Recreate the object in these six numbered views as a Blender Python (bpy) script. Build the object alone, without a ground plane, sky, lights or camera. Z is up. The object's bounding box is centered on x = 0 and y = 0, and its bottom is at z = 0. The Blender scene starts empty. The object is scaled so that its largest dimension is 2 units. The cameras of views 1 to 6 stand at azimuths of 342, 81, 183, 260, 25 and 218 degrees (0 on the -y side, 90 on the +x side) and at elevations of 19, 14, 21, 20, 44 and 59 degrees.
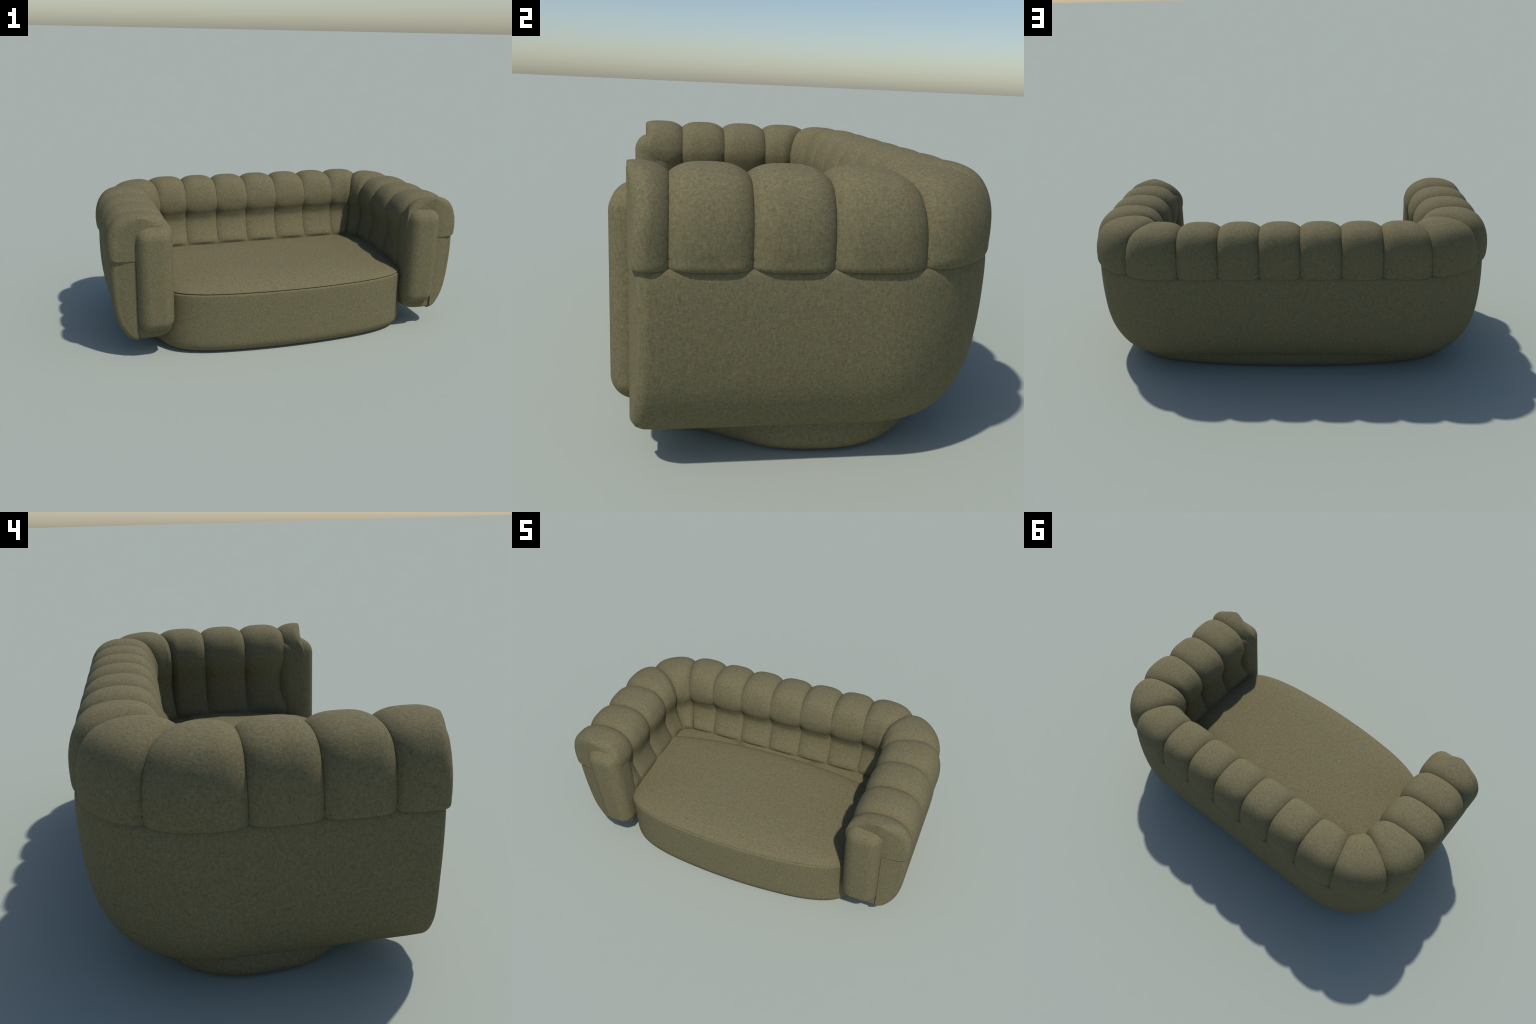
"""Channel-tufted tub sofa: bowl shaped shell, fat channelled roll running round
back and arms, two soft pads on the arm fronts, domed seat on a stadium base."""
import bpy, math
from mathutils import Vector

# ------------------------------------------------------------------ parameters
ARM_X = 0.827            # x of the roll's ridge line along the arms
BACK_Y = 0.397           # y of the roll's ridge line along the back
CORNER_R = 0.250         # plan radius of that ridge line in the two corners
FRONT_Y = -0.471         # where the arms are cut off
PITCH = 0.1938           # width of one channel along the ridge
FIRST = 0.099            # width of the half channel at the right arm front

# Cross-sections of the roll as (d, z): d = distance outwards from the ridge line.
# They run from the belt line outside, over the top, down the inside to the seat.
CREST = [(.120, .560), (.138, .5485), (.156, .5445), (.1675, .553), (.172, .578), (.173, .615),
         (.167, .664), (.149, .712), (.116, .750), (.066, .771), (.0, .778), (-.062, .772),
         (-.110, .752), (-.145, .713), (-.162, .664), (-.163, .626), (-.156, .593),
         (-.147, .560), (-.142, .525), (-.146, .484), (-.155, .446), (-.163, .420),
         (-.166, .400), (-.164, .382), (-.160, .350), (-.160, .320)]
GROOVE = [(.120, .562), (.133, .553), (.142, .5495), (.1465, .557), (.147, .581), (.145, .612),
          (.139, .651), (.122, .691), (.094, .725), (.054, .744), (.0, .750), (-.052, .745),
          (-.094, .729), (-.125, .697), (-.142, .656), (-.142, .626), (-.131, .595),
          (-.119, .566), (-.116, .526), (-.122, .484), (-.133, .446), (-.145, .420),
         (-.153, .400), (-.158, .382), (-.158, .350), (-.158, .320)]
# The roll is slimmer along the back: its outer half is narrower by this factor ...
BACK_SLIM = .885
# ... and its inner half follows these d values instead (same heights)
CREST_BACK = [-.055, -.095, -.121, -.138, -.142, -.140, -.130, -.125, -.138, -.159, -.177,
              -.185, -.181, -.176, -.176]
GROOVE_BACK = [-.046, -.083, -.110, -.128, -.133, -.127, -.113, -.108, -.120, -.138, -.153,
               -.165, -.173, -.175, -.175]

# Outer shell below the roll
SHELL = [(.033, .5565), (.100, .5565), (.134, .556), (.148, .551), (.156, .536), (.159, .500),
         (.1595, .450), (.158, .390), (.153, .320), (.144, .255), (.129, .200),
         (.105, .150), (.078, .113), (.050, .098), (.033, .0945)]
INNER = [(.060, .103), (.0, .102), (-.06, .104), (-.105, .113), (-.136, .140), (-.150, .185),
         (-.153, .260), (-.153, .335), (-.140, .352), (-.08, .362), (.06, .362)]


# ------------------------------------------------------------------ helpers
def catmull(pts, n):
    """Resample control points with a Catmull-Rom spline, n samples."""
    out = []
    m = len(pts) - 1
    for i in range(n):
        f = i / (n - 1) * m
        k = min(int(f), m - 1)
        t = f - k
        p1, p2 = pts[k], pts[k + 1]
        p0 = pts[k - 1] if k else tuple(2 * a - b for a, b in zip(p1, p2))
        p3 = pts[k + 2] if k + 2 <= m else tuple(2 * b - a for a, b in zip(p1, p2))
        out.append(tuple(
            .5 * (2 * b + (c - a) * t + (2 * a - 5 * b + 4 * c - d) * t * t
                  + (3 * b - a - 3 * c + d) * t ** 3)
            for a, b, c, d in zip(p0, p1, p2, p3)))
    return out


def normals2d(sec):
    """Outward normals of an open section that runs outside -> over top -> inside."""
    res = []
    for i in range(len(sec)):
        a, b = sec[max(i - 1, 0)], sec[min(i + 1, len(sec) - 1)]
        tx, tz = b[0] - a[0], b[1] - a[1]
        L = math.hypot(tx, tz) or 1.0
        res.append((tz / L, -tx / L))
    return res


S_ARM = BACK_Y - CORNER_R - FRONT_Y
S_CORNER = CORNER_R * math.pi / 2
S_BACK = 2 * (ARM_X - CORNER_R)
S_TOTAL = 2 * S_ARM + 2 * S_CORNER + S_BACK


def ridge(s):
    """Point and outward direction on the U-shaped ridge; s=0 is the right arm front."""
    if s <= S_ARM:
        return (ARM_X, FRONT_Y + s), (1.0, 0.0)
    s -= S_ARM
    cx, cy = ARM_X - CORNER_R, BACK_Y - CORNER_R
    if s <= S_CORNER:
        a = s / CORNER_R
        n = (math.cos(a), math.sin(a))
        return (cx + CORNER_R * n[0], cy + CORNER_R * n[1]), n
    s -= S_CORNER
    if s <= S_BACK:
        return (cx - s, BACK_Y), (0.0, 1.0)
    s -= S_BACK
    if s <= S_CORNER:
        a = math.pi / 2 + s / CORNER_R
        n = (math.cos(a), math.sin(a))
        return (-cx + CORNER_R * n[0], cy + CORNER_R * n[1]), n
    s -= S_CORNER
    return (-ARM_X, cy - s), (-1.0, 0.0)


def place(s, d, z):
    p, n = ridge(s)
    return (p[0] + n[0] * d, p[1] + n[1] * d, z)


def back_share(s):
    """0 along the arms, 1 along the back, easing over in the corners."""
    e = min(s, S_TOTAL - s)
    return smooth((e - S_ARM - .03) / (S_CORNER - .06))


def place_shell(s, d, z):
    e = max(0.0, 1 - min(s, S_TOTAL - s) / .06)      # the bottom lifts a little at the arm fronts
    z += .018 * e * e * smooth((.22 - z) / .1)
    return place(s, d * (1 - .075 * back_share(s)) if d > 0 else d, z)


def smooth(x):
    x = min(max(x, 0.0), 1.0)
    return x * x * (3 - 2 * x)


def grid_faces(nr, nc, closed=False):
    f = []
    for i in range(nr - 1):
        for j in range(nc if closed else nc - 1):
            k = (j + 1) % nc
            f.append((i * nc + j, i * nc + k, (i + 1) * nc + k, (i + 1) * nc + j))
    return f


def add_mesh(name, verts, faces, mat, parent, sharp_angle=None):
    me = bpy.data.meshes.new(name)
    me.from_pydata(verts, [], faces)
    me.validate()
    import bmesh
    bm = bmesh.new()
    bm.from_mesh(me)
    bmesh.ops.remove_doubles(bm, verts=bm.verts, dist=1e-5)
    bmesh.ops.recalc_face_normals(bm, faces=bm.faces)
    bm.to_mesh(me)
    bm.free()
    me.shade_smooth()
    if sharp_angle:
        me.set_sharp_from_angle(angle=math.radians(sharp_angle))
    me.materials.append(mat)
    ob = bpy.data.objects.new(name, me)
    bpy.context.scene.collection.objects.link(ob)
    ob.parent = parent
    return ob


# ------------------------------------------------------------------ material
def fabric(name, tone=1.0):
    m = bpy.data.materials.new(name)
    m.use_nodes = True
    nt = m.node_tree
    nt.nodes.clear()
    N, L = nt.nodes.new, nt.links.new

    def node(kind, **kw):
        n = N(kind)
        for k, v in kw.items():
            if k in n.inputs:
                n.inputs[k].default_value = v
            else:
                setattr(n, k, v)
        return n

    co = node("ShaderNodeTexCoord")

    def noise(scale, detail, rough, stretch=(1, 1, 1)):
        mp = node("ShaderNodeMapping")
        mp.inputs["Scale"].default_value = stretch
        L(co.outputs["Object"], mp.inputs["Vector"])
        n = node("ShaderNodeTexNoise", Scale=scale, Detail=detail, Roughness=rough)
        L(mp.outputs[0], n.inputs["Vector"])
        return n

    broad = noise(18, 2, .5)                       # slow drift brown <-> grey green
    warm = noise(26, 2, .5)                        # faint ochre flecks of dye
    blot = noise(115, 4, .65)                        # melange mottling
    warp = noise(210, 2, .6, (1, 1, .3))          # vertical yarns
    weft = noise(210, 2, .6, (.45, .45, 1.3))        # cross yarns

    r1 = node("ShaderNodeValToRGB")
    r1.color_ramp.elements[0].position = .36
    r1.color_ramp.elements[0].color = BASE_A
    r1.color_ramp.elements[1].position = .66
    r1.color_ramp.elements[1].color = BASE_B
    L(broad.outputs["Fac"], r1.inputs["Fac"])

    r2 = node("ShaderNodeValToRGB")
    r2.color_ramp.elements[0].position = .55
    r2.color_ramp.elements[0].color = (0, 0, 0, 1)
    r2.color_ramp.elements[1].position = .78
    r2.color_ramp.elements[1].color = (.15, .15, .15, 1)
    L(warm.outputs["Fac"], r2.inputs["Fac"])
    mixw = node("ShaderNodeMix", data_type="RGBA")
    L(r2.outputs[0], mixw.inputs["Factor"])
    L(r1.outputs[0], mixw.inputs["A"] if False else mixw.inputs[6])
    mixw.inputs[7].default_value = BASE_C

    add1 = node("ShaderNodeMath", operation="ADD")
    L(warp.outputs["Fac"], add1.inputs[0])
    L(weft.outputs["Fac"], add1.inputs[1])
    add2 = node("ShaderNodeMath", operation="ADD")
    L(add1.outputs[0], add2.inputs[0])
    L(blot.outputs["Fac"], add2.inputs[1])
    rng = node("ShaderNodeMapRange")
    rng.inputs["From Min"].default_value = 1.08
    rng.inputs["From Max"].default_value = 1.92
    rng.inputs["To Min"].default_value = .74 * tone
    rng.inputs["To Max"].default_value = 1.26 * tone
    L(add2.outputs[0], rng.inputs["Value"])
    mul = node("ShaderNodeVectorMath", operation="SCALE")
    L(mixw.outputs[2], mul.inputs[0])
    L(rng.outputs[0], mul.inputs["Scale"])

    bump = node("ShaderNodeBump", Strength=.25, Distance=.0015)
    L(add2.outputs[0], bump.inputs["Height"])

    bs = node("ShaderNodeBsdfPrincipled")
    bs.inputs["Roughness"].default_value = .95
    bs.inputs["Specular IOR Level"].default_value = .12
    bs.inputs["Sheen Weight"].default_value = .0
    L(mul.outputs[0], bs.inputs["Base Color"])
    L(bump.outputs[0], bs.inputs["Normal"])
    out = node("ShaderNodeOutputMaterial")
    L(bs.outputs[0], out.inputs[0])
    return m


BASE_A = (.158, .136, .073, 1)     # brown
BASE_B = (.152, .137, .076, 1)     # grey green
BASE_C = (.170, .138, .072, 1)     # ochre
FABRIC = fabric("olive_brown_wool_fabric")

sofa = bpy.data.objects.new("sofa", None)
bpy.context.scene.collection.objects.link(sofa)
sofa["label"] = "olive brown channel tufted two seat tub sofa"
sofa["category"] = "sofa"


# ------------------------------------------------------------------ outer shell
def front_sweep(d, z=0.0):
    """The arm fronts bow back on either side of their middle line, most at the top."""
    bow = .018 * min(abs(d) / .14, 1.1) ** 2
    return bow + .013 * smooth((z - .58) / .18) * smooth(abs(d) / .16)


def body_loft(section, s_end, fillet, cap_d, bowed=1):
    """Sweep a closed section along the ridge; both ends rounded on the outer side."""
    n = len(section)
    cz = sum(p[1] for p in section) / n
    nrm = []
    for i in range(n):
        a, b = section[i - 1], section[(i + 1) % n]
        tx, tz = b[0] - a[0], b[1] - a[1]
        l = math.hypot(tx, tz) or 1
        nrm.append((tz / l, -tx / l))
    if sum((section[i][0] - cap_d) * nrm[i][0] for i in range(n)) < 0:
        nrm = [(-a, -b) for a, b in nrm]
    rows = []
    K = 8
    floor = min(p[1] for p in section)

    def end_row(th, shrink=0.0, flip=False):
        row = []
        for (d, z), (nx, nz) in zip(section, nrm):
            r = fillet * max(smooth((d - cap_d) / .05), smooth((.175 - z) / .06))
            s = s_end + bowed * front_sweep(d + (cap_d - d) * shrink) + r * (1 - math.sin(th))
            ins = r * (1 - math.cos(th)) * (1 if d > cap_d + .002 else 0)
            dd, zz = d - nx * ins, max(z - nz * ins * (.4 if z < .3 else .15), floor + .4 * fillet * (1 - math.cos(th)))
            if shrink:
                dd = dd + (cap_d - dd) * shrink
            row.append(place_shell(S_TOTAL - s if flip else s, dd, zz))
        return row
    for sh in (1.0, .6, .25, .06):
        rows.append(end_row(math.pi / 2, sh))
    for k in range(K + 1):
        rows.append(end_row(math.pi / 2 * (1 - k / K)))
    M = 150
    s0, s1 = s_end + fillet + .05, S_TOTAL - s_end - fillet - .05
    for k in range(M):
        s = s0 + (s1 - s0) * k / (M - 1)
        rows.append([place_shell(s, d, z) for d, z in section])
    for k in range(K + 1):
        rows.append(end_row(math.pi / 2 * k / K, flip=True))
    for sh in (.06, .25, .6, 1.0):
        rows.append(end_row(math.pi / 2, sh, True))
    verts = [v for r in rows for v in r]
    return verts, grid_faces(len(rows), n, True)


def dense(sec, n):
    return catmull(sec, n)


shell_sec = dense(SHELL, 56)
shell_sec += [(.033, .0945 + (.5565 - .0945) * t) for t in (.2, .4, .6, .8)]
v1, f1 = body_loft(shell_sec, 0.003, .034, .034)
inner_sec = dense(INNER, 40)
v2, f2 = body_loft(inner_sec, .014, .012, -.05, 0)
shell = add_mesh("outer_shell", v1 + v2, f1 + [tuple(i + len(v1) for i in q) for q in f2],
                 FABRIC, sofa, 60)

# ------------------------------------------------------------------ channels
NT = 150
crest = catmull(CREST, NT)
groove = catmull(GROOVE, NT)


def back_section(sec, inner):
    k = len(sec) - len(inner)
    return catmull([(d * BACK_SLIM, z) for d, z in sec[:k]]
                   + [(d, z) for d, (_, z) in zip(inner, sec[k:])], NT)


crest_back = back_section(CREST, CREST_BACK)
groove_back = back_section(GROOVE, GROOVE_BACK)
groove_normal = normals2d(groove)


def bulge(u):
    a = abs(2 * u - 1)
    return .7 * (1 - a ** 3.2) + .3 * max(0.0, 1 - a ** 2.4) ** .56


def puff(s):
    """The channels that turn the corners are wider outside and puff out more."""
    e = min(s, S_TOTAL - s)
    return PUFF_ARM + .05 * smooth(1 - abs(e - S_ARM - S_CORNER / 2) / .30)


PUFF_ARM = .985


def section_point(i, u, s):
    """Point i of the roll's cross-section at ridge length s, u = 0..1 across its channel."""
    b, w = back_share(s), bulge(u)
    if i < NT // 4:                      # under the belt line the puff ends in a straighter hem
        hem = smooth((.60 - crest[i][1]) / .05)
        w += (1 - abs(2 * u - 1) ** 4.5 - w) * hem
    g = groove[i][0] + (groove_back[i][0] - groove[i][0]) * b
    c = crest[i][0] + (crest_back[i][0] - crest[i][0]) * b
    if c > 0:
        c *= 1 + (puff(s) - 1) * smooth((crest[i][1] - .545) / .03)
    return g + (c - g) * w, groove[i][1] + (crest[i][1] - groove[i][1]) * w


def wall_row(s, shift, depth):
    """Groove section sunk into the upholstery: the side wall of a channel."""
    row = []
    for i in range(NT):
        d, z = section_point(i, 0.0, s)
        row.append(place(s + shift, d - groove_normal[i][0] * depth, z - groove_normal[i][1] * depth))
    return row


def full_channel(s0, n=34):
    rows = [wall_row(s0, .0012, depth) for depth in (.03, .015, .005)]
    for k in range(n):
        # samples crowd towards the grooves where the bulge is steep
        u = .5 - .5 * math.cos(math.pi * k / (n - 1))
        s = s0 + u * PITCH
        rows.append([place(s, *section_point(i, u, s)) for i in range(NT)])
    rows += [wall_row(s0 + PITCH, -.0012, depth) for depth in (.005, .015, .03)]
    return rows


# at the arm fronts the section draws in towards the middle of the roll
draw_in = []
for (d, z), n in zip(crest, normals2d(crest)):
    k = smooth((z - .58) / .06)
    l = math.hypot(d, z - .63)
    a, b = n[0] * k + d / l * (1 - k), n[1] * k + 0.0
    l = math.hypot(a, b)
    draw_in.append((a / l, b / l))


def front_radius(d, z):
    r = (.040 + .008 * smooth((z - .62) / .1)) * min(abs(d) / .08, 1.0)
    return r if d > 0 else r * (.15 + .85 * smooth((z - .66) / .10))


def front_face(d, z):
    return front_sweep(d, z) * (1.0 if d > 0 else .25 + .75 * smooth((z - .66) / .10))


def end_channel(length, u_of_s, s_run):
    """Channel at an arm front: s counts from the cut face (0) to the first groove (length)."""
    sign = 1 if s_run(length) > s_run(0.0) else -1
    rows = [wall_row(s_run(length), -.0012 * sign, depth) for depth in (.03, .015, .005)]

    def sec(i, s):
        d, z = section_point(i, u_of_s(s), s_run(s))
        if d < -.12 and z < .6:                      # the foot disappears behind the pad
            d += (max(d, -.146) - d) * smooth((.13 - s) / .07)
        return d, z
    face = [sec(i, 0.0) for i in range(NT)]
    radius = [front_radius(d, z) for d, z in face]
    inset = [(d - draw_in[i][0] * radius[i], z - draw_in[i][1] * radius[i])
             for i, (d, z) in enumerate(face)]
    sweep = [front_face(d, z) for d, z in inset]
    n = 30
    for k in range(n + 1):
        t = 1 - math.cos(math.pi / 2 * k / n)
        row = []
        for i in range(NT):
            s = length + (sweep[i] + radius[i] - length) * t
            row.append(place(s_run(s), *sec(i, s)))
        rows.append(row)
    K = 10
    for k in range(1, K + 1):
        th = math.pi / 2 * k / K
        row = []
        for i in range(NT):
            s = sweep[i] + radius[i] * (1 - math.sin(th))
            c, q = sec(i, s), radius[i] * (1 - math.cos(th))
            row.append(place(s_run(s), c[0] - draw_in[i][0] * q, c[1] - draw_in[i][1] * q))
        rows.append(row)
    for sh in (.06, .15, .3, .5, .7, .85, 1.0):      # flat-ish face, closing on its middle line
        row = []
        for dd, zz in inset:
            zt = min(max(zz, .546), .776)
            dd, zz = dd * (1 - sh), zz + (zt - zz) * sh
            row.append(place(s_run(front_face(dd, zz)), dd, zz))
        rows.append(row)
    return rows


bounds = [FIRST + i * PITCH for i in range(16)]
LAST = S_TOTAL - bounds[-1]


def channel_from(rows):
    add_mesh("channel", [v for r in rows for v in r], grid_faces(len(rows), NT), FABRIC, shell, 50)


channel_from(end_channel(FIRST, lambda s: .5 - s / (2 * FIRST), lambda s: s))
for i in range(15):
    b0 = bounds[i]
    channel_from(full_channel(b0))
channel_from(end_channel(LAST, lambda s: (LAST - s) / PITCH, lambda s: S_TOTAL - s))

# ------------------------------------------------------------------ arm front seams
PALE_TONE = fabric("pale_seam_tone", 1.5)
for side in (1, -1):
    ring = []
    for k in range(9):
        z = .764 - .075 * k / 8
        ring.append([(side * ARM_X + .0011 * math.cos(a), FRONT_Y - .0001 + .0012 * math.sin(a), z)
                     for a in [2 * math.pi * j / 8 for j in range(8)]])
    add_mesh("front_seam", [v for r in ring for v in r], grid_faces(9, 8, True), PALE_TONE, shell)

# ------------------------------------------------------------------ arm front pads
def pad(x0, x1, y0, y1, z0, z1, r):
    import bmesh
    me = bpy.data.meshes.new("front_pad")
    bm = bmesh.new()
    bmesh.ops.create_cube(bm, size=1)
    for v in bm.verts:
        v.co = Vector((x0 + (v.co.x + .5) * (x1 - x0), y0 + (v.co.y + .5) * (y1 - y0),
                       z0 + (v.co.z + .5) * (z1 - z0)))
    bmesh.ops.bevel(bm, geom=bm.edges[:], offset=r, segments=12, profile=.5, affect='EDGES')
    bm.to_mesh(me)
    bm.free()
    me.shade_smooth()
    me.materials.append(FABRIC)
    ob = bpy.data.objects.new("front_pad", me)
    bpy.context.scene.collection.objects.link(ob)
    ob.parent = sofa
    return ob


pad(.668, .860, -.518, -.33, .152, .716, .066)
pad(-.860, -.668, -.518, -.33, .152, .716, .066)

# ------------------------------------------------------------------ base and seat
# half outline of the plinth seen from above, from the middle of the front to the
# middle of the back; the left half is its mirror image
PLAN = [(0, -.553), (.2, -.547), (.4, -.528), (.54, -.498), (.635, -.456), (.694, -.397),
        (.745, -.300), (.808, -.197), (.864, -.097), (.880, .02), (.876, .12), (.844, .213),
        (.768, .302), (.653, .363), (.5, .397), (.3, .42), (0, .43)]
CY = .02


def plan_outline(count, back_scale=1.0):
    half = catmull([(-PLAN[1][0], PLAN[1][1])] + PLAN + [(-PLAN[-2][0], PLAN[-2][1])], count * 4)
    half = [p for p in half if p[0] >= -1e-6]
    pts = half + [(-x, y) for x, y in half[::-1]]
    dist = [0.0]
    for p, q in zip(pts, pts[1:]):
        dist.append(dist[-1] + math.dist(p, q))
    out, j = [], 0
    for i in range(count):
        t = dist[-1] * i / count
        while dist[j + 1] < t:
            j += 1
        f = (t - dist[j]) / max(dist[j + 1] - dist[j], 1e-9)
        x = pts[j][0] + (pts[j + 1][0] - pts[j][0]) * f
        y = pts[j][1] + (pts[j + 1][1] - pts[j][1]) * f
        out.append((x, y - CY if y < CY else (y - CY) * back_scale))
    return out


COUNT = 240
A, BF, BB = .880, .573, .410
base_out = plan_outline(COUNT)
rows = []
# (inset, z) profile from the floor centre to the top centre
BASE = [(.88, 0.0), (.5, 0.0), (.09, 0.0), (.055, .0)]
BASE += [(.055 - .055 * math.sin(a), .062 - .062 * math.cos(a)) for a in
         [math.pi / 2 * k / 8 for k in range(1, 9)]]
BASE += [(0, .08), (.001, .15), (.003, .22), (.004, .29), (.005, .325)]
BASE += [(.005 + .010 * (1 - math.cos(a)), .327 + .010 * math.sin(a)) for a in
         [math.pi / 2 * k / 5 for k in range(1, 6)]]
BASE += [(.05, .350), (.09, .362), (.15, .378), (.3, .381), (.88, .381)]
for inset, z in BASE:
    k = inset / A if inset > .25 else None
    rows.append([(x * (1 - (k or inset / A)), CY + y * (1 - (k or inset / (BF if y < 0 else BB))), z)
                 for x, y in base_out])
add_mesh("seat_base", [v for r in rows for v in r], grid_faces(len(rows), COUNT, True), FABRIC, sofa, 60)

seat_out = [(x * .989, y * .984 if y < 0 else .190 * math.sqrt(max(0.0, 1 - (x / A) ** 2)))
            for x, y in plan_outline(COUNT)]
rows = []
SEAM_Z = .342
rows.append([(x * .96, CY + y * .96, SEAM_Z - .008) for x, y in seat_out])
rows.append([(x * .985, CY + y * .985, SEAM_Z - .005) for x, y in seat_out])
rows.append([(x * .996, CY + y * .996, SEAM_Z - .002) for x, y in seat_out])
NR = 40
for k in range(NR + 1):
    rho = math.cos(math.pi / 2 * k / NR)
    row = []
    for x, y in seat_out:
        back = smooth(y / .12)
        p = 6 + 4 * back
        e = .72 - .1 * back
        h = .050 * (1 - rho ** p) ** e + .012 * (1 - rho ** 2) if rho < 1 else 0
        row.append((x * rho, CY + y * rho, SEAM_Z + h))
    rows.append(row)
add_mesh("seat_cushion", [v for r in rows for v in r], grid_faces(len(rows), COUNT, True), FABRIC, sofa, 60)
